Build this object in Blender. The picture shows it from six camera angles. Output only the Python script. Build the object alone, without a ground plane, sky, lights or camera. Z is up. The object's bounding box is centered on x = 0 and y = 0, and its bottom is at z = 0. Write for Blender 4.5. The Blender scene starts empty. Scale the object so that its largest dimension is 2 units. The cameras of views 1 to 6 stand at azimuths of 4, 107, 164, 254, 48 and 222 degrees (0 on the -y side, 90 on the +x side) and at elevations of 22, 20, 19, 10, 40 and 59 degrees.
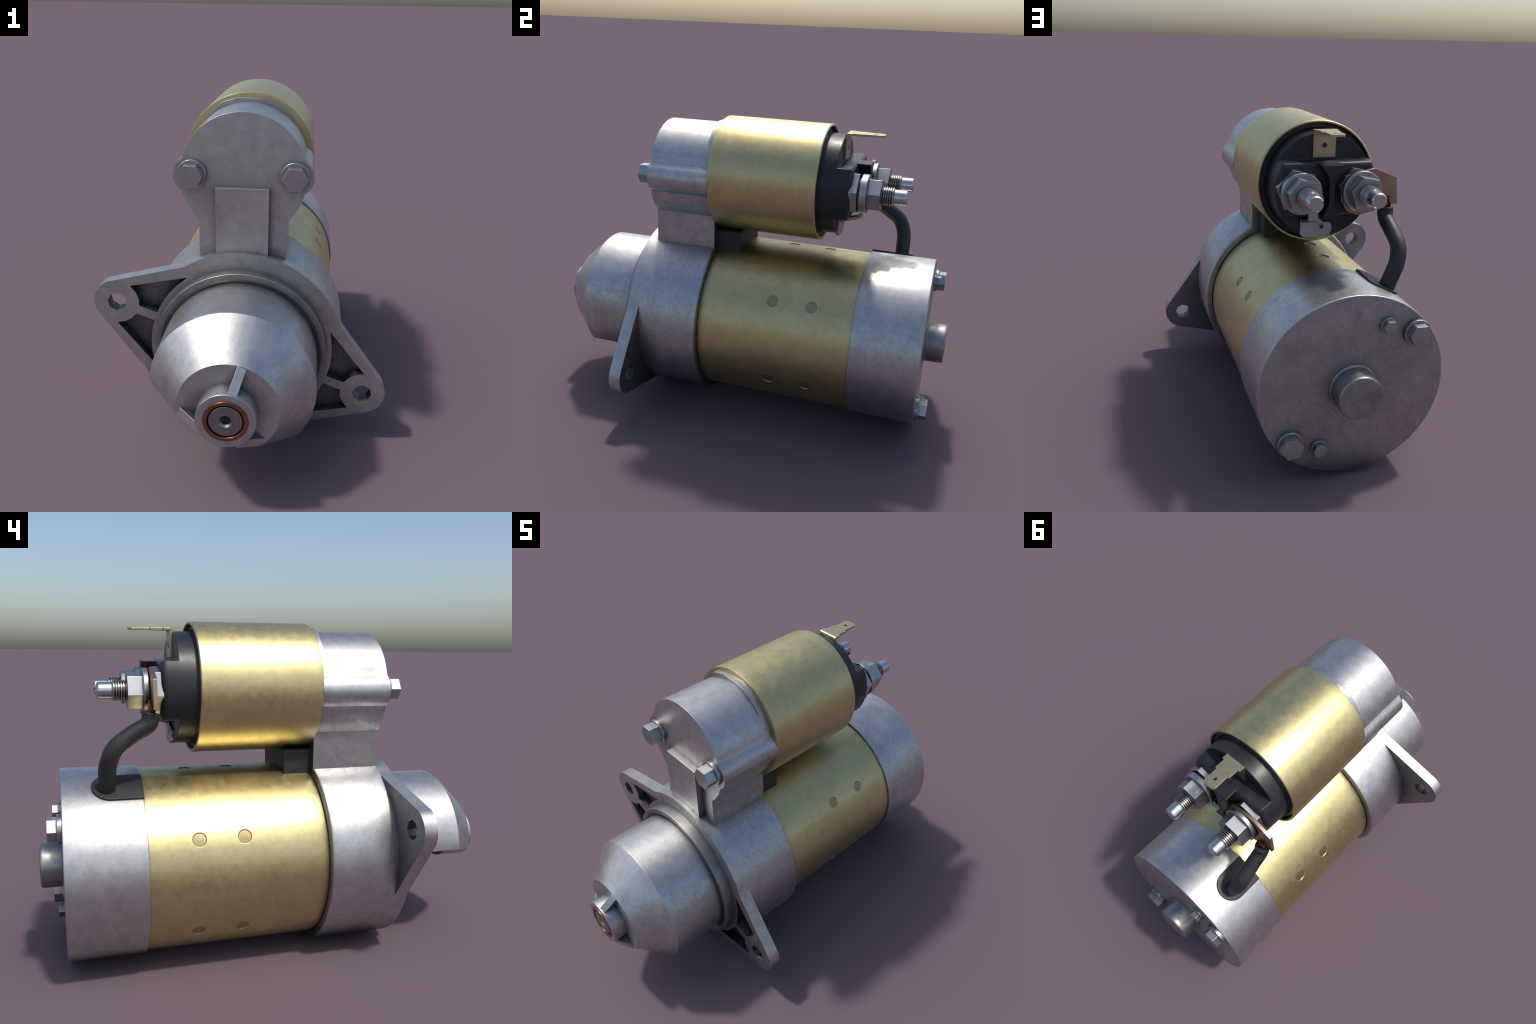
"""Car starter motor: drive housing with mounting flange, brass-plated field frame,
aluminium rear cover and a piggy-back solenoid with two threaded terminals."""
import bpy, bmesh, math, random
from mathutils import Vector, Matrix, noise

random.seed(7)
PI = math.pi
AZ = 0.424            # height of the motor axis (runs along y)
SZ = 1.154            # height of the solenoid axis
COL = bpy.context.scene.collection


# ------------------------------------------------------------------ materials
def new_mat(name):
    m = bpy.data.materials.new(name)
    m.use_nodes = True
    nt = m.node_tree
    nt.nodes.clear()
    out = nt.nodes.new("ShaderNodeOutputMaterial")
    p = nt.nodes.new("ShaderNodeBsdfPrincipled")
    nt.links.new(p.outputs[0], out.inputs[0])
    return m, nt, p


def ramp(nt, fac, stops):
    r = nt.nodes.new("ShaderNodeValToRGB")
    r.color_ramp.elements[0].position, r.color_ramp.elements[0].color = stops[0][0], (*stops[0][1], 1)
    r.color_ramp.elements[1].position, r.color_ramp.elements[1].color = stops[-1][0], (*stops[-1][1], 1)
    for pos, c in stops[1:-1]:
        e = r.color_ramp.elements.new(pos)
        e.color = (*c, 1)
    nt.links.new(fac, r.inputs[0])
    return r.outputs[0]


def tex(nt, scale, detail=4.0, rough=0.55, stretch=None, dist=0.0):
    tc = nt.nodes.new("ShaderNodeTexCoord")
    src = tc.outputs["Object"]
    if stretch:
        mp = nt.nodes.new("ShaderNodeMapping")
        mp.inputs["Scale"].default_value = stretch
        nt.links.new(src, mp.inputs[0])
        src = mp.outputs[0]
    n = nt.nodes.new("ShaderNodeTexNoise")
    n.inputs["Scale"].default_value = scale
    n.inputs["Detail"].default_value = detail
    n.inputs["Roughness"].default_value = rough
    n.inputs["Distortion"].default_value = dist
    nt.links.new(src, n.inputs["Vector"])
    return n.outputs["Fac"]


def mixcol(nt, a, b, fac, mode="MIX"):
    x = nt.nodes.new("ShaderNodeMix")
    x.data_type = "RGBA"
    x.blend_type = mode
    for sock, v in ((x.inputs["Factor"], fac), (x.inputs["A"], a), (x.inputs["B"], b)):
        if isinstance(v, (int, float)):
            sock.default_value = v
        elif isinstance(v, tuple):
            sock.default_value = (*v, 1)
        else:
            nt.links.new(v, sock)
    return x.outputs["Result"]


def math_node(nt, op, a, b=0.0, c=None):
    n = nt.nodes.new("ShaderNodeMath")
    n.operation = op
    for i, v in enumerate((a, b) if c is None else (a, b, c)):
        if isinstance(v, (int, float)):
            n.inputs[i].default_value = v
        else:
            nt.links.new(v, n.inputs[i])
    return n.outputs[0]


def shade_grime(nt, dist, lo, hi):
    """occlusion shade and dirt painted into colour: 1 in the open, lower in corners"""
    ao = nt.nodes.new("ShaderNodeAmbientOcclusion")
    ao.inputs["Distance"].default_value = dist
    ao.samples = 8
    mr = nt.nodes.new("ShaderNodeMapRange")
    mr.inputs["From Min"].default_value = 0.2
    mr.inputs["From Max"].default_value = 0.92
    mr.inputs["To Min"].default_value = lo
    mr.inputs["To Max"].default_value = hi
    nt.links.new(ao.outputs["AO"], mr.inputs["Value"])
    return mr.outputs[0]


def surface_normal(nt, p, height, strength, distance, edge):
    """round the edges in shading, then add fine grain"""
    src = None
    if edge:
        be = nt.nodes.new("ShaderNodeBevel")
        be.samples = 6
        be.inputs["Radius"].default_value = edge
        src = be.outputs[0]
    if height is not None:
        b = nt.nodes.new("ShaderNodeBump")
        b.inputs["Strength"].default_value = strength
        b.inputs["Distance"].default_value = distance
        nt.links.new(height, b.inputs["Height"])
        if src is not None:
            nt.links.new(src, b.inputs["Normal"])
        src = b.outputs[0]
    if src is not None:
        nt.links.new(src, p.inputs["Normal"])


def metal(name, dark, light, rough=(0.36, 0.5), mott=9.0, fine=60.0, edge=0.005,
          occl=(0.08, 0.45, 1.0), bump=0.12, metallic=1.0, stretch=None, speck=0.25, blotch=None):
    m, nt, p = new_mat(name)
    big = tex(nt, mott, 6, 0.62, stretch, 0.3)
    small = tex(nt, fine, 5, 0.65, stretch)
    col = ramp(nt, big, [(0.33, dark), (0.62, light)])
    sp = ramp(nt, small, [(0.36, (1 - speck,) * 3), (0.52, (1, 1, 1)), (0.75, (1.0, 1.0, 1.0))])
    col = mixcol(nt, col, sp, 1.0, "MULTIPLY")
    if occl:
        g = shade_grime(nt, occl[0], occl[1], occl[2])  # multiplies painted occlusion shade and dirt into the base colour
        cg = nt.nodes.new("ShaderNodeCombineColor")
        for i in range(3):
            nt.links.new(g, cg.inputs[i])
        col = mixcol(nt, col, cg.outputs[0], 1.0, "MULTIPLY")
    nt.links.new(col, p.inputs["Base Color"])
    p.inputs["Metallic"].default_value = metallic
    mr = nt.nodes.new("ShaderNodeMapRange")
    mr.inputs["From Min"].default_value = 0.35
    mr.inputs["From Max"].default_value = 0.65
    mr.inputs["To Min"].default_value = rough[1]
    mr.inputs["To Max"].default_value = rough[0]
    rn = tex(nt, blotch, 6, 0.68) if blotch else math_node(nt, "MULTIPLY_ADD", small, 0.5, math_node(nt, "MULTIPLY", big, 0.5))
    nt.links.new(rn, mr.inputs["Value"])
    nt.links.new(mr.outputs[0], p.inputs["Roughness"])
    surface_normal(nt, p, small if bump else None, bump, 0.004, edge)
    return m


def dielectric(name, dark, light, rough=(0.35, 0.5), scale=14.0, edge=0.006, bump=0.0, occl=None):
    m, nt, p = new_mat(name)
    n = tex(nt, scale, 5, 0.6)
    col = ramp(nt, n, [(0.35, dark), (0.65, light)])
    nt.links.new(col, p.inputs["Base Color"])
    mr = nt.nodes.new("ShaderNodeMapRange")
    mr.inputs["From Min"].default_value = 0.35
    mr.inputs["From Max"].default_value = 0.65
    mr.inputs["To Min"].default_value = rough[0]
    mr.inputs["To Max"].default_value = rough[1]
    nt.links.new(n, mr.inputs["Value"])
    nt.links.new(mr.outputs[0], p.inputs["Roughness"])
    surface_normal(nt, p, tex(nt, 90, 3) if bump else None, bump, 0.003, edge)
    return m


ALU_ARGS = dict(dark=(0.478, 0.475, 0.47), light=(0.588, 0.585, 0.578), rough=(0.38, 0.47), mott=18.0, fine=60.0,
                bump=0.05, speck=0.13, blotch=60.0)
ALU = metal("cast_aluminium", occl=(0.13, 0.22, 1.0), edge=0.002, **ALU_ARGS)
ALU_FLANGE = metal("cast_aluminium_flange", occl=(0.20, 0.26, 0.97), edge=0.0, **ALU_ARGS)  # same aluminium with wider occlusion shade painted into its colour
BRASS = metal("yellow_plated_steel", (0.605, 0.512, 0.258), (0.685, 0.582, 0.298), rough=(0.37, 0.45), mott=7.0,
              fine=40.0, edge=0.0, occl=(0.12, 0.5, 1.0), bump=0.02, speck=0.09, blotch=26.0)
RECESS_SHADE = metal("recess_shade_aluminium", (0.17, 0.17, 0.17), (0.25, 0.25, 0.248), rough=(0.42, 0.55), mott=14.0, fine=50.0,
              edge=0.0, occl=(0.08, 0.3, 1.0), bump=0.04, speck=0.15)  # darker aluminium copy: shade of pockets and holes painted into the colour
FLANGE_BACK = metal("shade_toned_aluminium", (0.31, 0.308, 0.305), (0.39, 0.387, 0.382), rough=(0.42, 0.52), mott=14.0, fine=55.0,
                    edge=0.0, occl=(0.20, 0.26, 1.0), bump=0.04, speck=0.14)  # darkened copy: shade on ear backs and pilot ring painted in
PUNCH = metal("punched_plated_steel", (0.38, 0.305, 0.165), (0.46, 0.37, 0.205), rough=(0.42, 0.52), mott=20.0,
              fine=60.0, edge=0.0, occl=None, bump=0.02, speck=0.1)
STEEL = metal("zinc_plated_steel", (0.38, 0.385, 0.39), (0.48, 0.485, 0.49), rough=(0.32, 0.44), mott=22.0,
              fine=70.0, edge=0.002, occl=(0.06, 0.32, 1.0), bump=0.03, speck=0.08)
BRIGHT = metal("bright_turned_steel", (0.50, 0.51, 0.52), (0.60, 0.61, 0.62), rough=(0.24, 0.32), mott=20.0,
               fine=70.0, edge=0.0, occl=(0.03, 0.5, 1.0), bump=0.0, speck=0.06)
THREAD = metal("threaded_steel", (0.32, 0.31, 0.285), (0.43, 0.415, 0.38), rough=(0.28, 0.38), mott=20.0,
               fine=70.0, edge=0.0, occl=(0.012, 0.35, 1.0), bump=0.0, speck=0.06)
DARKSTEEL = metal("oily_dark_steel", (0.27, 0.272, 0.275), (0.40, 0.397, 0.39), rough=(0.36, 0.5), mott=11.0,
                  fine=60.0, edge=0.006, occl=(0.10, 0.35, 1.0), bump=0.03, speck=0.12)
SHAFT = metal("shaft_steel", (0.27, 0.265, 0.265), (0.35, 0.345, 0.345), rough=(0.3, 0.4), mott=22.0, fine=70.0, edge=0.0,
              occl=(0.03, 0.4, 1.0), bump=0.02, speck=0.08)
COPPER = metal("copper_plate", (0.40, 0.265, 0.19), (0.50, 0.345, 0.25), rough=(0.34, 0.46), mott=14.0, fine=60.0,
               edge=0.003, occl=(0.03, 0.6, 1.0), bump=0.04, speck=0.1)
BRONZE = metal("bronze_bushing", (0.27, 0.125, 0.065), (0.34, 0.165, 0.085), rough=(0.3, 0.38), mott=12.0, fine=50.0,
               edge=0.003, occl=(0.02, 0.6, 1.0), bump=0.0, speck=0.1)
BRAID = metal("copper_braid", (0.26, 0.08, 0.05), (0.50, 0.20, 0.13), rough=(0.4, 0.55), mott=60.0, fine=140.0,
              edge=0.0, occl=(0.012, 0.5, 1.0), bump=0.4, speck=0.4)
PLASTIC = dielectric("black_plastic", (0.012, 0.013, 0.016), (0.022, 0.023, 0.027), rough=(0.36, 0.46), edge=0.008)
RUBBER = dielectric("black_rubber", (0.016, 0.017, 0.018), (0.026, 0.027, 0.029), rough=(0.45, 0.6), edge=0.008)
DARK = dielectric("dark_recess", (0.008, 0.008, 0.009), (0.014, 0.014, 0.015), rough=(0.5, 0.6), edge=0.0)
RED = dielectric("rivet_core", (0.10, 0.012, 0.008), (0.16, 0.03, 0.02), rough=(0.45, 0.6), edge=0.0)


# ------------------------------------------------------------------- helpers
ROOT = bpy.data.objects.new("starter_motor", None)
ROOT.empty_display_size = 0.3
ROOT["label"] = "vehicle starter motor, cast aluminium and yellow-plated steel, solenoid on top"
ROOT["category"] = "starter motor"
COL.objects.link(ROOT)


def finish(name, bm, mat, parent=None, angle=38.0, loc=None, smooth=True):
    bmesh.ops.remove_doubles(bm, verts=bm.verts, dist=1e-6)
    bmesh.ops.recalc_face_normals(bm, faces=bm.faces)
    me = bpy.data.meshes.new(name)
    bm.to_mesh(me)
    bm.free()
    me.materials.append(mat)
    if smooth:
        me.shade_smooth()
        me.set_sharp_from_angle(angle=math.radians(angle))
    ob = bpy.data.objects.new(name, me)
    COL.objects.link(ob)
    ob.parent = parent or ROOT
    if loc:
        ob.location = loc
    return ob


def child_copy(src, name, loc, rot=None, parent=None):
    ob = src.copy()
    ob.name = name
    ob.parent = parent or src.parent
    ob.location = loc
    if rot is not None:
        ob.rotation_euler = rot
    COL.objects.link(ob)
    for c in src.children:
        k = c.copy()
        k.parent = ob
        COL.objects.link(k)
    return ob


def rounded(profile):
    """profile points (y, r) or (y, r, radius): replace marked corners by small arcs"""
    pts = [p if len(p) == 3 else (*p, 0.0) for p in profile]
    out = []
    for i, (y, r, rad) in enumerate(pts):
        if rad <= 0 or i in (0, len(pts) - 1):
            out.append((y, r))
            continue
        p = Vector((y, r))
        a = (Vector(pts[i - 1][:2]) - p)
        b = (Vector(pts[i + 1][:2]) - p)
        d = min(rad, a.length * 0.49, b.length * 0.49)
        a.normalize()
        b.normalize()
        for k in range(5):
            t = k / 4
            q = (p + a * d) * (1 - t) ** 2 + p * 2 * t * (1 - t) + (p + b * d) * t ** 2
            out.append((q.x, q.y))
    return out


def revolve_bm(profile, segs=48, cx=0.0, cz=AZ, phase=0.0, closed=False, bm=None):
    """lathe a (y, r) profile around the line x = cx, z = cz"""
    bm = bm or bmesh.new()
    rings = []
    for y, r in rounded(profile):
        if r < 1e-6:
            rings.append([bm.verts.new((cx, y, cz))])
        else:
            rings.append([bm.verts.new((cx + r * math.cos(phase + 2 * PI * i / segs), y,
                                        cz + r * math.sin(phase + 2 * PI * i / segs))) for i in range(segs)])
    pairs = list(zip(rings, rings[1:]))
    if closed:
        pairs.append((rings[-1], rings[0]))
    for a, b in pairs:
        for i in range(segs):
            j = (i + 1) % segs
            f = []
            for v in ([a[i], a[j]] if len(a) > 1 else [a[0]]) + ([b[j], b[i]] if len(b) > 1 else [b[0]]):
                if v not in f:
                    f.append(v)
            if len(f) > 2:
                bm.faces.new(f)
    return bm


def prism_bm(outline, y0, y1, holes=(), bm=None):
    """plate with an (x, z) outline and optional holes, from y0 to y1"""
    bm = bm or bmesh.new()
    edges = []
    for loop in (outline, *holes):
        vs = [bm.verts.new((x, y0, z)) for x, z in loop]
        edges += [bm.edges.new((vs[i], vs[(i + 1) % len(vs)])) for i in range(len(vs))]
    if holes:
        res = bmesh.ops.triangle_fill(bm, edges=edges, use_beauty=True)
        faces = [g for g in res["geom"] if isinstance(g, bmesh.types.BMFace)]
    else:
        faces = [bm.faces.new([e.verts[0] for e in edges])]
    ext = bmesh.ops.extrude_face_region(bm, geom=faces)
    bmesh.ops.translate(bm, vec=(0, y1 - y0, 0), verts=[g for g in ext["geom"] if isinstance(g, bmesh.types.BMVert)])
    return bm


def box_bm(x0, x1, y0, y1, z0, z1, bm=None):
    return prism_bm([(x0, z0), (x1, z0), (x1, z1), (x0, z1)], y0, y1, bm=bm)


def bevel_all(bm, w, seg=2, angle=30.0):
    bmesh.ops.recalc_face_normals(bm, faces=bm.faces)
    es = [e for e in bm.edges if len(e.link_faces) == 2 and e.calc_face_angle(0) > math.radians(angle)]
    bmesh.ops.bevel(bm, geom=es, offset=w, segments=seg, profile=0.5, affect="EDGES", clamp_overlap=True)
    return bm


def arc(cx, cz, r, a0, a1, n):
    return [(cx + r * math.cos(math.radians(a0 + (a1 - a0) * i / n)),
             cz + r * math.sin(math.radians(a0 + (a1 - a0) * i / n))) for i in range(n + 1)]


def boolean(ob, cutters, op="DIFFERENCE"):
    for c in cutters:
        md = ob.modifiers.new("bool", "BOOLEAN")
        md.operation = op
        md.solver = "EXACT"
        md.object = c
    dg = bpy.context.evaluated_depsgraph_get()
    me = bpy.data.meshes.new_from_object(ob.evaluated_get(dg))
    ob.modifiers.clear()
    old = ob.data
    ob.data = me
    me.name = old.name
    bpy.data.meshes.remove(old)
    for c in cutters:
        d = c.data
        bpy.data.objects.remove(c)
        bpy.data.meshes.remove(d)
    me.shade_smooth()
    me.set_sharp_from_angle(angle=math.radians(38))
    return ob


def temp(bm):
    return finish("cutter", bm, ALU, smooth=False)


# ============================================================ MOTOR BODY
# --- field frame: plated steel tube with six pairs of round punch marks
def field_frame():
    dots_y = (0.215, 0.397)
    dots_a = [35 + 60 * k for k in range(6)]
    r_dot, depth, R = 0.0262, 0.0060, 0.390

    def lines(lo, hi, centres, half, step, coarse):
        v = set()
        n = max(2, int(round((hi - lo) / coarse)))
        v.update(lo + (hi - lo) * i / n for i in range(n + 1))
        for c in centres:
            v = {t for t in v if abs(t - c) > half}
            k = int(half / step)
            v.update(c + step * i for i in range(-k, k + 1))
        return sorted(v)

    ys = lines(-0.16, 0.61, dots_y, 0.031, 0.00215, 0.04)
    ss = lines(0.0, 2 * PI, [math.radians(a) for a in dots_a], 0.031 / R, 0.00215 / R, math.radians(6.0))[:-1]
    bm = bmesh.new()
    grid = []
    for y in ys:
        row = []
        lip = max(0.0, (-0.118 - y) / 0.03)
        base = R - 0.006 * min(1, lip) ** 2
        for s in ss:
            d = min(math.hypot(y - cy, R * (s - math.radians(a))) for cy in dots_y for a in dots_a)
            t = min(1.0, max(0.0, (r_dot + 0.0016 - d) / 0.0032))
            t = t * t * (3 - 2 * t)
            dish = 0.0012 * max(0.0, 1 - d / r_dot)
            r = base - depth * t + dish * t
            row.append(bm.verts.new((r * math.cos(s), y, AZ + r * math.sin(s))))
        grid.append(row)
    n = len(ss)
    for a, b in zip(grid, grid[1:]):
        for i in range(n):
            bm.faces.new((a[i], a[(i + 1) % n], b[(i + 1) % n], b[i]))
    bm.faces.new(grid[0])
    bm.faces.new(grid[-1])
    ob = finish("field_frame", bm, BRASS, angle=60)
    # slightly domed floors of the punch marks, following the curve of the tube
    for y in dots_y:
        for a in dots_a:
            bm = bmesh.new()
            rows = []
            for k in range(5):
                q = 0.0258 * k / 4
                row = []
                for j in range(24 if k else 1):
                    dy, ds = q * math.cos(j * PI / 12), q * math.sin(j * PI / 12)
                    rr = R - 0.0032
                    an = math.radians(a) + ds / R
                    row.append(bm.verts.new((rr * math.cos(an), y + dy, AZ + rr * math.sin(an))))
                rows.append(row)
            for r0, r1 in zip(rows, rows[1:]):
                for j in range(24):
                    n1 = (j + 1) % 24
                    bm.faces.new((r0[0], r1[j], r1[n1]) if len(r0) == 1 else (r0[j], r1[j], r1[n1], r0[n1]))
            finish("punch_mark", bm, PUNCH, ob, angle=60)
    return ob


FRAME = field_frame()

# --- drive-end housing barrel
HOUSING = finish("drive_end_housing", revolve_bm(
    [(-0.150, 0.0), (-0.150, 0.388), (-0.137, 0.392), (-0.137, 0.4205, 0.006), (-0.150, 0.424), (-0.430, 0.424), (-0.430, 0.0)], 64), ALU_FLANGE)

# --- mounting flange: disc with two ears at -20 and 160 degrees, ribbed pockets on the front
TILT = math.radians(-20)


def tilt(u, w, flip=False):
    if flip:
        u, w = -u, -w
    return (u * math.cos(TILT) - w * math.sin(TILT), AZ + u * math.sin(TILT) + w * math.cos(TILT))


def flange():
    u0, r_ear, y_f, y_b = 0.548, 0.096, -0.487, -0.430
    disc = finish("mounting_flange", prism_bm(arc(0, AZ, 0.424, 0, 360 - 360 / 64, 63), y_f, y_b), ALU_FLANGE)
    adds, cuts = [], []
    for flip in (False, True):
        ear = [(0.325, 0.265)] + [(u0 + r_ear * math.cos(math.radians(a)), r_ear * math.sin(math.radians(a)))
                                   for a in range(58, -59, -116 // 8)] + [(0.325, -0.265), (0.15, -0.2), (0.15, 0.2)]
        adds.append(temp(prism_bm([tilt(u, w, flip) for u, w in ear], y_f, y_b)))
        hole = [(u0 + 0.0408 * math.cos(2 * PI * i / 8 + 0.2), 0.0408 * math.sin(2 * PI * i / 8 + 0.2)) for i in range(8)]
        cuts.append(temp(prism_bm([tilt(u, w, flip) for u, w in hole], y_f - 0.05, y_b + 0.05)))
        for s in (1, -1):
            pocket = [(0.311, 0.217), (0.520, 0.089)]
            pocket += [(u0 + 0.093 * math.cos(math.radians(a)), 0.093 * math.sin(math.radians(a))) for a in (112, 130, 149, 168)]
            pocket += [(0.3785 * math.cos(math.radians(a)), 0.3785 * math.sin(math.radians(a))) for a in (2.9, 10, 18, 26)]
            cuts.append(temp(prism_bm([tilt(u, w * s, flip) for u, w in pocket], y_f - 0.05, y_f + 0.043)))
    boolean(disc, adds, "UNION")
    boolean(disc, cuts)
    # painted shade: pocket floors and walls, bolt holes and the backs of the ears
    for m in (RECESS_SHADE, FLANGE_BACK):
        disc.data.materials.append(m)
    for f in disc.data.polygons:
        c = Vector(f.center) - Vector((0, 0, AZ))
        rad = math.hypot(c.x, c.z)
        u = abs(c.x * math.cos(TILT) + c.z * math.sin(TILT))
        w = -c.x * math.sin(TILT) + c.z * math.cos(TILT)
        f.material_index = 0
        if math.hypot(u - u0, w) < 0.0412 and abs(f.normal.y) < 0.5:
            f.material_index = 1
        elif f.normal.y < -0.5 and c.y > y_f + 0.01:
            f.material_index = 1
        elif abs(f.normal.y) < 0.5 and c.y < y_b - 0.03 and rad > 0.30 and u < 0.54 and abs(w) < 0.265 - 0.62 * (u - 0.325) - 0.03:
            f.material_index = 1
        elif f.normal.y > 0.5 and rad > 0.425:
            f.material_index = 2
    return disc


FLANGE = flange()

# --- nose cone: hollow cone-ended shell, cut flat along a chord (the pinion window)
CUT = math.radians(250)
CN = Vector((math.cos(CUT), 0, math.sin(CUT)))
CT = Vector((-math.sin(CUT), 0, math.cos(CUT)))
CUT_D = 0.0925


def nose():
    outer = [(-0.50, 0.3165), (-0.79, 0.3155), (-0.93, 0.187), (-0.93, 0.0)]
    inner = [(-0.855, 0.0), (-0.855, 0.19), (-0.775, 0.278), (-0.50, 0.283)]
    bm = revolve_bm(outer + inner, 44, closed=True)
    bmesh.ops.recalc_face_normals(bm, faces=bm.faces)
    o = Vector((0, 0, AZ)) + CN * CUT_D
    bmesh.ops.bisect_plane(bm, geom=bm.verts[:] + bm.edges[:] + bm.faces[:], plane_co=o, plane_no=CN, clear_outer=True)
    es = [e for e in bm.edges if len(e.link_faces) == 1]
    bmesh.ops.triangle_fill(bm, edges=es, use_beauty=True)
    return finish("nose_cone", bm, ALU, angle=30)


NOSE = nose()

# full-round step ring between flange and nose
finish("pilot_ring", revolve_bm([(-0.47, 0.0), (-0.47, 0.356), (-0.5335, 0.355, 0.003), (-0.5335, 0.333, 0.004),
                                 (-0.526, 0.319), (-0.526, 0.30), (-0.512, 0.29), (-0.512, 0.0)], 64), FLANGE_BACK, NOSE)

finish("nose_shade_disc", revolve_bm([(-0.5135, 0.0), (-0.5135, 0.278), (-0.50, 0.278)], 48), RECESS_SHADE, NOSE)  # dark disc added to make the nose interior look shaded

# bearing boss at the tip, with bronze bushing and shaft end
finish("nose_boss", revolve_bm([(-0.858, 0.0), (-0.858, 0.109), (-0.996, 0.108, 0.003), (-0.996, 0.0805), (-0.985, 0.080),
                                (-0.985, 0.0)], 32), ALU, NOSE)
finish("bushing", revolve_bm([(-0.984, 0.080), (-0.9995, 0.080, 0.002), (-0.9995, 0.0655, 0.003), (-0.984, 0.0655)], 48, closed=True), BRONZE, NOSE)
finish("gap_black_disc", revolve_bm([(-0.9865, 0.066), (-0.9865, 0.0)], 32), DARK, NOSE)  # black disc that stands in for the dark gap around the shaft
finish("armature_shaft", revolve_bm([(-0.60, 0.0), (-0.60, 0.060), (-0.997, 0.0605, 0.003), (-0.997, 0.024), (-0.990, 0.017),
                                     (-0.955, 0.016), (-0.955, 0.0)], 40), SHAFT, NOSE)
finish("bore_black_disc", revolve_bm([(-0.968, 0.0166), (-0.968, 0.0)], 24), DARK, NOSE)  # black disc standing in for the depth of the shaft's bore


# stiffening ribs: one radial on top, two along the edges of the window
def rib(name, mid, direction, length0, length1, half):
    """web with a sloping top from the cone face edge to the rim of the boss"""
    side = Vector((-direction.z, 0, direction.x))
    bm = bmesh.new()
    c = Vector((0, 0, AZ)) + mid
    sect = [(length0, -0.9955), (length1, -0.9315), (length1 - 0.004, -0.90), (length0, -0.90)]
    a = [bm.verts.new(c + direction * l + side * half + Vector((0, y, 0))) for l, y in sect]
    b = [bm.verts.new(c + direction * l - side * half + Vector((0, y, 0))) for l, y in sect]
    bm.faces.new(a)
    bm.faces.new(b[::-1])
    for i in range(4):
        bm.faces.new((a[i], b[i], b[(i + 1) % 4], a[(i + 1) % 4]))
    return finish(name, bm, ALU, NOSE)


d70 = Vector((math.cos(math.radians(70)), 0, math.sin(math.radians(70))))
rib("nose_rib", Vector((-d70.z, 0, d70.x)) * 0.0135, d70, 0.098, 0.1845, 0.0165)
for s in (1, -1):
    rib("nose_rib", CN * (CUT_D - 0.019), CT * s, 0.070, 0.163, 0.0175)


# pinion gear inside the window
def pinion():
    teeth, ro, ri = 11, 0.118, 0.088
    pts = []
    for i in range(teeth):
        a = 2 * PI * i / teeth
        for da, r in ((-0.19, ri), (-0.09, ro), (0.09, ro), (0.19, ri)):
            pts.append((r * math.cos(a + da), AZ + r * math.sin(a + da)))
    return finish("pinion_gear", prism_bm(pts, -0.775, -0.615), DARKSTEEL, NOSE, angle=20)


pinion()


# --- solenoid bracket: round-topped casting with two bolt lobes on a square neck
def bracket():
    C, R = 1.145, 0.2475
    lobe = (0.1985, 1.147, 0.0765)
    right = arc(0, C, R, 90, 16.2, 14)
    right += arc(*lobe, 58, -60, 9)
    right += arc(0, C, R, -15.6, -45.0, 6)
    right += [(0.1735, 0.960), (0.1735, 0.76)]
    outline = right + [(-x, z) for x, z in reversed(right[1:])]
    bm = prism_bm(outline, -0.437, -0.1365)
    return finish("solenoid_bracket", bm, ALU, angle=32)


BRACKET = bracket()
finish("bracket_pad", box_bm(-0.104, 0.104, -0.4685, -0.40, 0.79, 1.1065), ALU, BRACKET)


def collar():
    half = [(0.053, 1.4065), (0.118, 1.386), (0.181, 1.324), (0.2155, 1.262), (0.17, 1.23)]
    bm = prism_bm(half + [(-x, z) for x, z in reversed(half)], -0.168, -0.130)
    return finish("bracket_collar", bm, ALU, BRACKET, angle=40)


collar()

# --- rear cover
COVER = finish("rear_cover", revolve_bm([(0.5945, 0.0), (0.5945, 0.3995, 0.003), (0.9055, 0.4010, 0.005),
                                         (0.9055, 0.0)], 64), ALU)
finish("bearing_cap", revolve_bm([(0.90, 0.0), (0.90, 0.1035), (0.9115, 0.1035, 0.005), (0.9125, 0.0955, 0.006), (0.985, 0.0945), (1.0, 0.0935, 0.014),
                                  (1.0, 0.0)], 48), DARKSTEEL, COVER)


# the end face has a darker aluminium tone than the rim
COVER_FACE = metal("dark_cover_face", (0.37, 0.367, 0.365), (0.465, 0.462, 0.458), rough=(0.38, 0.48), mott=16.0, fine=60.0,
                   edge=0.0, occl=(0.16, 0.25, 1.0), bump=0.05, speck=0.13, blotch=60.0)
COVER.data.materials.append(COVER_FACE)
for f in COVER.data.polygons:
    if f.normal.y > 0.95:
        f.material_index = 1


# --- hexagon bolts (head + washer as child)
def hex_bm(r, y0, y1, rot=0.0, chamfer=0.0):
    bm = bmesh.new()
    pts = [(r * math.cos(rot + PI / 3 * i), r * math.sin(rot + PI / 3 * i)) for i in range(6)]
    prism_bm(pts, y0, y1, bm=bm)
    return bm


def bolt(name, parent, loc, r_head, y_head, r_wash, t_wash, direction, rot=0.0):
    """direction +1: head points to +y"""
    d = direction
    head = finish(name, hex_bm(r_head, 0.0, d * y_head, rot), STEEL, parent, loc=loc)
    w = revolve_bm([(-0.004 * d, 0.0), (-0.004 * d, r_wash), (d * t_wash, r_wash, 0.003), (d * t_wash, 0.0)], 28, 0, 0)
    finish("washer", w, STEEL, head)
    return head


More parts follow.
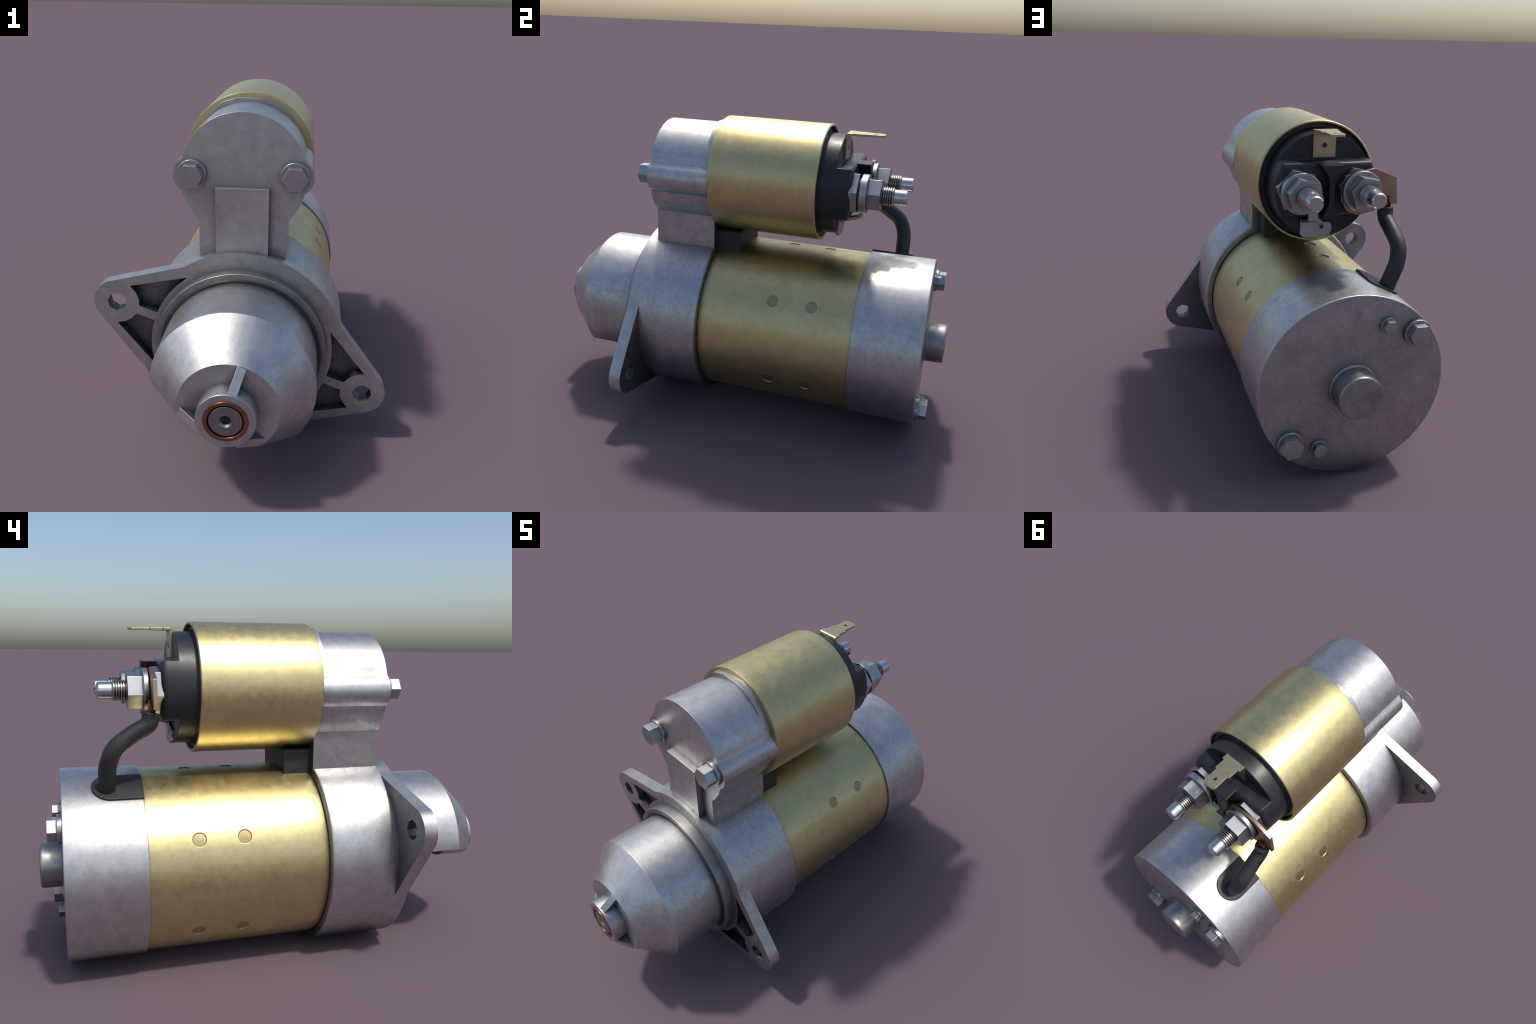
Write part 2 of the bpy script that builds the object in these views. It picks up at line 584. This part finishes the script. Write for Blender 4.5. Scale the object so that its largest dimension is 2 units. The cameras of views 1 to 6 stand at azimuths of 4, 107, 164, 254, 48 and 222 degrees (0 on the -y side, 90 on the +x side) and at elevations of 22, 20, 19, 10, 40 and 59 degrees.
b0 = bolt("bracket_bolt", ROOT, (-0.198, -0.437, 1.152), 0.049, 0.064, 0.0575, 0.016, -1)
child_copy(b0, "bracket_bolt", (0.2005, -0.437, 1.152))
b1 = bolt("through_bolt", ROOT, (-0.262, 0.9055, AZ + 0.2205), 0.0485, 0.053, 0.0565, 0.018, 1)
child_copy(b1, "through_bolt", (0.262, 0.9055, AZ - 0.2205), (0, 0.12, 0))
b2 = bolt("brush_plate_screw", ROOT, (-0.1365, 0.9055, AZ + 0.2615), 0.0305, 0.034, 0.0355, 0.010, 1)
child_copy(b2, "brush_plate_screw", (0.1365, 0.9055, AZ - 0.2615), (0, 0.1, 0))


# --- rubber block between bracket and field frame
def seal_block():
    bm = bmesh.new()
    out = [(-0.138, 0.76), (0.138, 0.76), (0.138, 0.885), (0.130, 0.893), (-0.130, 0.893), (-0.138, 0.885)]
    prism_bm(out, -0.140, -0.016, bm=bm)
    return finish("rubber_block", bm, RUBBER)


seal_block()

# ============================================================ SOLENOID
CAN = finish("solenoid", revolve_bm(
    [(-0.137, 0.0), (-0.1375, 0.2728, 0.0012), (-0.10, 0.273), (0.10, 0.273), (0.366, 0.273, 0.004), (0.369, 0.268), (0.368, 0.261, 0.002),
     (0.340, 0.259), (0.340, 0.0)], 64, 0, SZ), BRASS)

def terminal_cap():
    """moulded cap: a round boss cut back above and below, leaving a raised terminal block"""
    cap = finish("terminal_cap", revolve_bm(
        [(0.345, 0.0), (0.345, 0.2585), (0.351, 0.2575), (0.351, 0.241), (0.358, 0.2375), (0.366, 0.2335, 0.006), (0.5135, 0.2285, 0.024),
         (0.5135, 0.0)], 64, 0, SZ), PLASTIC, CAN)
    cuts = []
    for side, edge in ((1, 1.2685), (-1, 1.037)):
        r = 0.018
        prof = [(0.4425, edge + side * 0.3), (0.4425, edge)]
        prof += [(0.4955 + r * math.sin(a), edge - side * r * (1 - math.cos(a))) for a in (k * PI / 8 for k in range(5))]
        prof += [(0.7, edge - side * r), (0.7, edge + side * 0.3)]
        bm = bmesh.new()
        a = [bm.verts.new((-0.4, y, z)) for y, z in prof]
        b = [bm.verts.new((0.4, y, z)) for y, z in prof]
        bm.faces.new(a)
        bm.faces.new(b[::-1])
        for i in range(len(prof)):
            j = (i + 1) % len(prof)
            bm.faces.new((a[i], b[i], b[j], a[j]))
        cuts.append(temp(bm))
    return boolean(cap, cuts)


CAP = terminal_cap()


def divider():
    half = [(0.048, 1.2665), (0.047, 1.262), (0.0125, 1.212), (0.0125, 1.100), (0.040, 1.046)]
    bm = prism_bm(half + [(-x, z) for x, z in reversed(half)], 0.47, 0.569)
    return finish("terminal_divider", bm, PLASTIC, CAN, angle=20)


divider()


# --- terminals
def stud_bm():
    prof = [(0.48, 0.0), (0.48, 0.036), (0.636, 0.036)]
    y, n = 0.638, 6
    pitch = 0.0575 / n
    for i in range(n):
        prof += [(y, 0.0365), (y + pitch * 0.28, 0.0415), (y + pitch * 0.62, 0.0415), (y + pitch * 0.92, 0.0365)]
        y += pitch
    prof += [(0.6965, 0.036), (0.698, 0.0335)]
    return revolve_bm(prof, 32, 0, 0)


def terminal(x, lug):
    loc = (x, 0.0, 1.153)
    rot = math.radians(12)
    ob = finish("terminal_stud", stud_bm(), THREAD, ROOT, angle=25, loc=loc)
    tip = revolve_bm([(0.690, 0.0), (0.690, 0.0335), (0.7485, 0.0335, 0.002), (0.7545, 0.0282), (0.7545, 0.0)], 32, 0, 0)
    finish("stud_tip", tip, BRIGHT, ob, angle=25)
    y_base = 0.537 if lug else 0.541
    finish("base_nut", hex_bm(0.097, 0.505, y_base, rot), STEEL, ob)
    y_w0 = 0.5585 if lug else 0.551
    if not lug:
        finish("spacer", revolve_bm([(0.53, 0.0), (0.53, 0.07), (0.56, 0.07), (0.56, 0.0)], 24, 0, 0), DARKSTEEL, ob)
    finish("washer", revolve_bm([(y_w0, 0.0), (y_w0, 0.0875, 0.003), (0.581, 0.0875, 0.004), (0.581, 0.0)], 32, 0, 0), STEEL, ob)
    bm = hex_bm(0.0755, 0.57, 0.640, rot)
    finish("nut", bm, STEEL, ob)
    return ob


STUD_A = terminal(0.133, False)
STUD_B = terminal(-0.133, True)


# --- copper lug with a braided tail
def lug():
    out = [(-0.062, 1.215), (-0.043, 1.17), (-0.046, 1.11), (-0.075, 1.066), (-0.125, 1.045), (-0.19, 1.06), (-0.255, 1.083), (-0.306, 1.089),
           (-0.295, 1.203), (-0.193, 1.245), (-0.10, 1.226)]
    return finish("copper_lug", prism_bm(out, 0.5405, 0.5565), COPPER, ROOT)


LUG = lug()


def braid():
    """flattened bundle of twisted copper strands where the cable core is soldered to the lug"""
    bm = bmesh.new()
    rows, seg = 5, 16
    for k in range(10):
        x0 = -0.266 + 0.0064 * (k % rows) + random.uniform(-0.001, 0.001)
        y0 = 0.5585 + 0.007 * (k // rows)
        ph = random.uniform(0, 6.28)
        rings = []
        for i in range(seg + 1):
            t = i / seg
            z = 1.058 + 0.064 * t
            c = Vector((x0 + 0.0035 * math.sin(9 * t + ph), y0 + 0.002 * math.cos(9 * t + ph), z))
            rings.append([bm.verts.new(c + Vector((0.0042 * math.cos(a), 0.0042 * math.sin(a), 0))) for a in (j * PI / 3 for j in range(6))])
        for a, b in zip(rings, rings[1:]):
            for j in range(6):
                bm.faces.new((a[j], a[(j + 1) % 6], b[(j + 1) % 6], b[j]))
        bm.faces.new(rings[0])
        bm.faces.new(rings[-1])
    ob = finish("copper_braid", bm, BRAID, LUG)
    ob["kind"] = "stuff"
    return ob


braid()


# --- spade terminal on top
def spade():
    t = 0.0095
    zt = 1.3985
    bm = bmesh.new()
    # vertical leg
    box_bm(-0.0505, 0.0505, 0.4405, 0.4405 + 0.011, 1.279, zt - 0.011, bm=bm)
    leg = finish("spade_terminal", bm, BRASS_TAB, ROOT)
    # bend + blade: side profile swept across, then stepped outline
    half = [(0.0515, 0.447), (0.0515, 0.4765), (0.041, 0.4785), (0.041, 0.529), (0.0325, 0.531), (0.0325, 0.604), (0.021, 0.6155)]
    outl = half + [(-x, y) for x, y in reversed(half)]
    hole = [(0.0085 * math.cos(2 * PI * i / 14), 0.571 + 0.0085 * math.sin(2 * PI * i / 14)) for i in range(14)]
    bm = prism_bm(outl, 0, t, holes=(hole,))
    for v in bm.verts:                       # lay the plate flat: (x, thickness, length) -> (x, length, height)
        x, th, ln = v.co
        v.co = (x, ln, zt - th)
    finish("spade_blade", bm, BRASS_TAB, leg)
    # rounded bend
    bm = bmesh.new()
    n = 6
    prof = []
    for i in range(n + 1):
        a = PI - i * PI / 2 / n
        prof.append((0.4515 + 0.011 * math.cos(a), zt - 0.011 + 0.011 * math.sin(a)))
    prof += [(0.4515, zt - 0.011)]
    a = [bm.verts.new((-0.0512, y, z)) for y, z in prof]
    b = [bm.verts.new((0.0512, y, z)) for y, z in prof]
    bm.faces.new(a)
    bm.faces.new(b[::-1])
    for i in range(len(prof)):
        j = (i + 1) % len(prof)
        bm.faces.new((a[i], b[i], b[j], a[j]))
    finish("spade_bend", bm, BRASS_TAB, leg)
    return leg


BRASS_TAB = metal("brass_tab", (0.48, 0.41, 0.25), (0.58, 0.50, 0.31), rough=(0.38, 0.46), mott=25.0, fine=80.0, edge=0.002,
                  occl=(0.03, 0.6, 1.0), bump=0.02, speck=0.1)
SPADE = spade()


def rivet(x, y, z, parent):
    """hollow rivet: bright ring around a dark red core"""
    ob = finish("rivet", revolve_bm([(0.0, 0.0085), (0.0022, 0.0095), (0.0022, 0.0125, 0.001), (-0.002, 0.0135), (-0.002, 0.0085)], 20, 0, 0, closed=True),
                STEEL, parent, loc=(x, y, z))
    finish("rivet_core", revolve_bm([(0.0012, 0.0), (0.0005, 0.009)], 20, 0, 0), DARK, parent, loc=(x, y, z))
    bm = revolve_bm([(0.0022, 0.0), (0.0018, 0.0042), (0.0, 0.005)], 10, 0, 0)
    finish("rivet_wire", bm, RED, parent, loc=(x, y, z))


rivet(0.0, 0.4520, 1.331, SPADE)


# --- silver bridge clip below the first terminal
def clip():
    out = [(0.099, 1.010), (0.099, 0.950), (0.092, 0.934), (0.078, 0.926), (0.0, 0.920)] + arc(-0.005, 0.963, 0.043, 262, 138, 8) \
        + [(-0.008, 0.993), (0.014, 1.011)]
    ob = finish("bridge_clip", prism_bm(out, 0.440, 0.4535), STEEL, ROOT)
    bm = bmesh.new()
    side = [(0.445, 0.995), (0.535, 1.018), (0.5535, 1.030), (0.5535, 1.10), (0.5415, 1.10), (0.5415, 1.036), (0.531, 1.031), (0.445, 1.009)]
    a = [bm.verts.new((0.053, y, z)) for y, z in side]
    b = [bm.verts.new((0.095, y, z)) for y, z in side]
    bm.faces.new(a)
    bm.faces.new(b[::-1])
    for q in range(len(side)):
        w = (q + 1) % len(side)
        bm.faces.new((a[q], b[q], b[w], a[w]))
    finish("clip_strap", bm, STEEL, ob)
    return ob


CLIP = clip()
rivet(0.0, 0.4540, 0.973, CLIP)


# ============================================================ CABLE
def smooth_path(pts, n):
    P = [Vector(p) for p in pts]
    P = [P[0] * 2 - P[1]] + P + [P[-1] * 2 - P[-2]]
    out = []
    for i in range(1, len(P) - 2):
        for k in range(n):
            t = k / n
            a, b, c, d = P[i - 1], P[i], P[i + 1], P[i + 2]
            out.append(0.5 * (2 * b + (c - a) * t + (2 * a - 5 * b + 4 * c - d) * t * t + (3 * b - a - 3 * c + d) * t ** 3))
    out.append(P[-2])
    return out


def tube_bm(path, r, segs=20):
    bm = bmesh.new()
    rings = []
    nrm = None
    for i, p in enumerate(path):
        t = (path[min(i + 1, len(path) - 1)] - path[max(i - 1, 0)]).normalized()
        nrm = (Vector((1, 0, 0)) if nrm is None else nrm)
        nrm = (nrm - t * nrm.dot(t)).normalized()
        b = t.cross(nrm)
        rr = r(i / (len(path) - 1)) if callable(r) else r
        rings.append([bm.verts.new(p + (nrm * math.cos(2 * PI * k / segs) + b * math.sin(2 * PI * k / segs)) * rr) for k in range(segs)])
    for a, b in zip(rings, rings[1:]):
        for k in range(segs):
            bm.faces.new((a[k], a[(k + 1) % segs], b[(k + 1) % segs], b[k]))
    bm.faces.new(rings[0])
    bm.faces.new(rings[-1])
    return bm


path = smooth_path([(-0.250, 0.560, 1.075), (-0.250, 0.572, 1.030), (-0.252, 0.635, 0.992), (-0.256, 0.697, 0.945),
                    (-0.244, 0.724, 0.885), (-0.222, 0.730, 0.830), (-0.190, 0.731, 0.750)], 8)
CABLE = finish("cable", tube_bm(path, 0.0342), RUBBER, angle=50)


def grommet():
    """rubber tongue seated in the cover, following its curve"""
    a0, R, half = math.radians(117.5), 0.4, 0.0735
    bm = bmesh.new()
    cols = []
    n = 20
    for i in range(n + 1):
        s = -half * math.cos(PI * i / n)
        y1 = 0.7165 + math.sqrt(max(0.0, half ** 2 - s ** 2))
        a = a0 + s / R
        col = []
        for r in (R - 0.012, R + 0.0075):
            for y in (0.5925, y1):
                col.append(bm.verts.new((r * math.cos(a), y, AZ + r * math.sin(a))))
        cols.append(col)
    for a, b in zip(cols, cols[1:]):
        for q in ((0, 1), (1, 3), (3, 2), (2, 0)):
            bm.faces.new((a[q[0]], a[q[1]], b[q[1]], b[q[0]]))
    for c in (cols[0], cols[-1]):
        bm.faces.new((c[0], c[1], c[3], c[2]))
    return finish("grommet", bm, RUBBER, COVER, angle=40)


grommet()
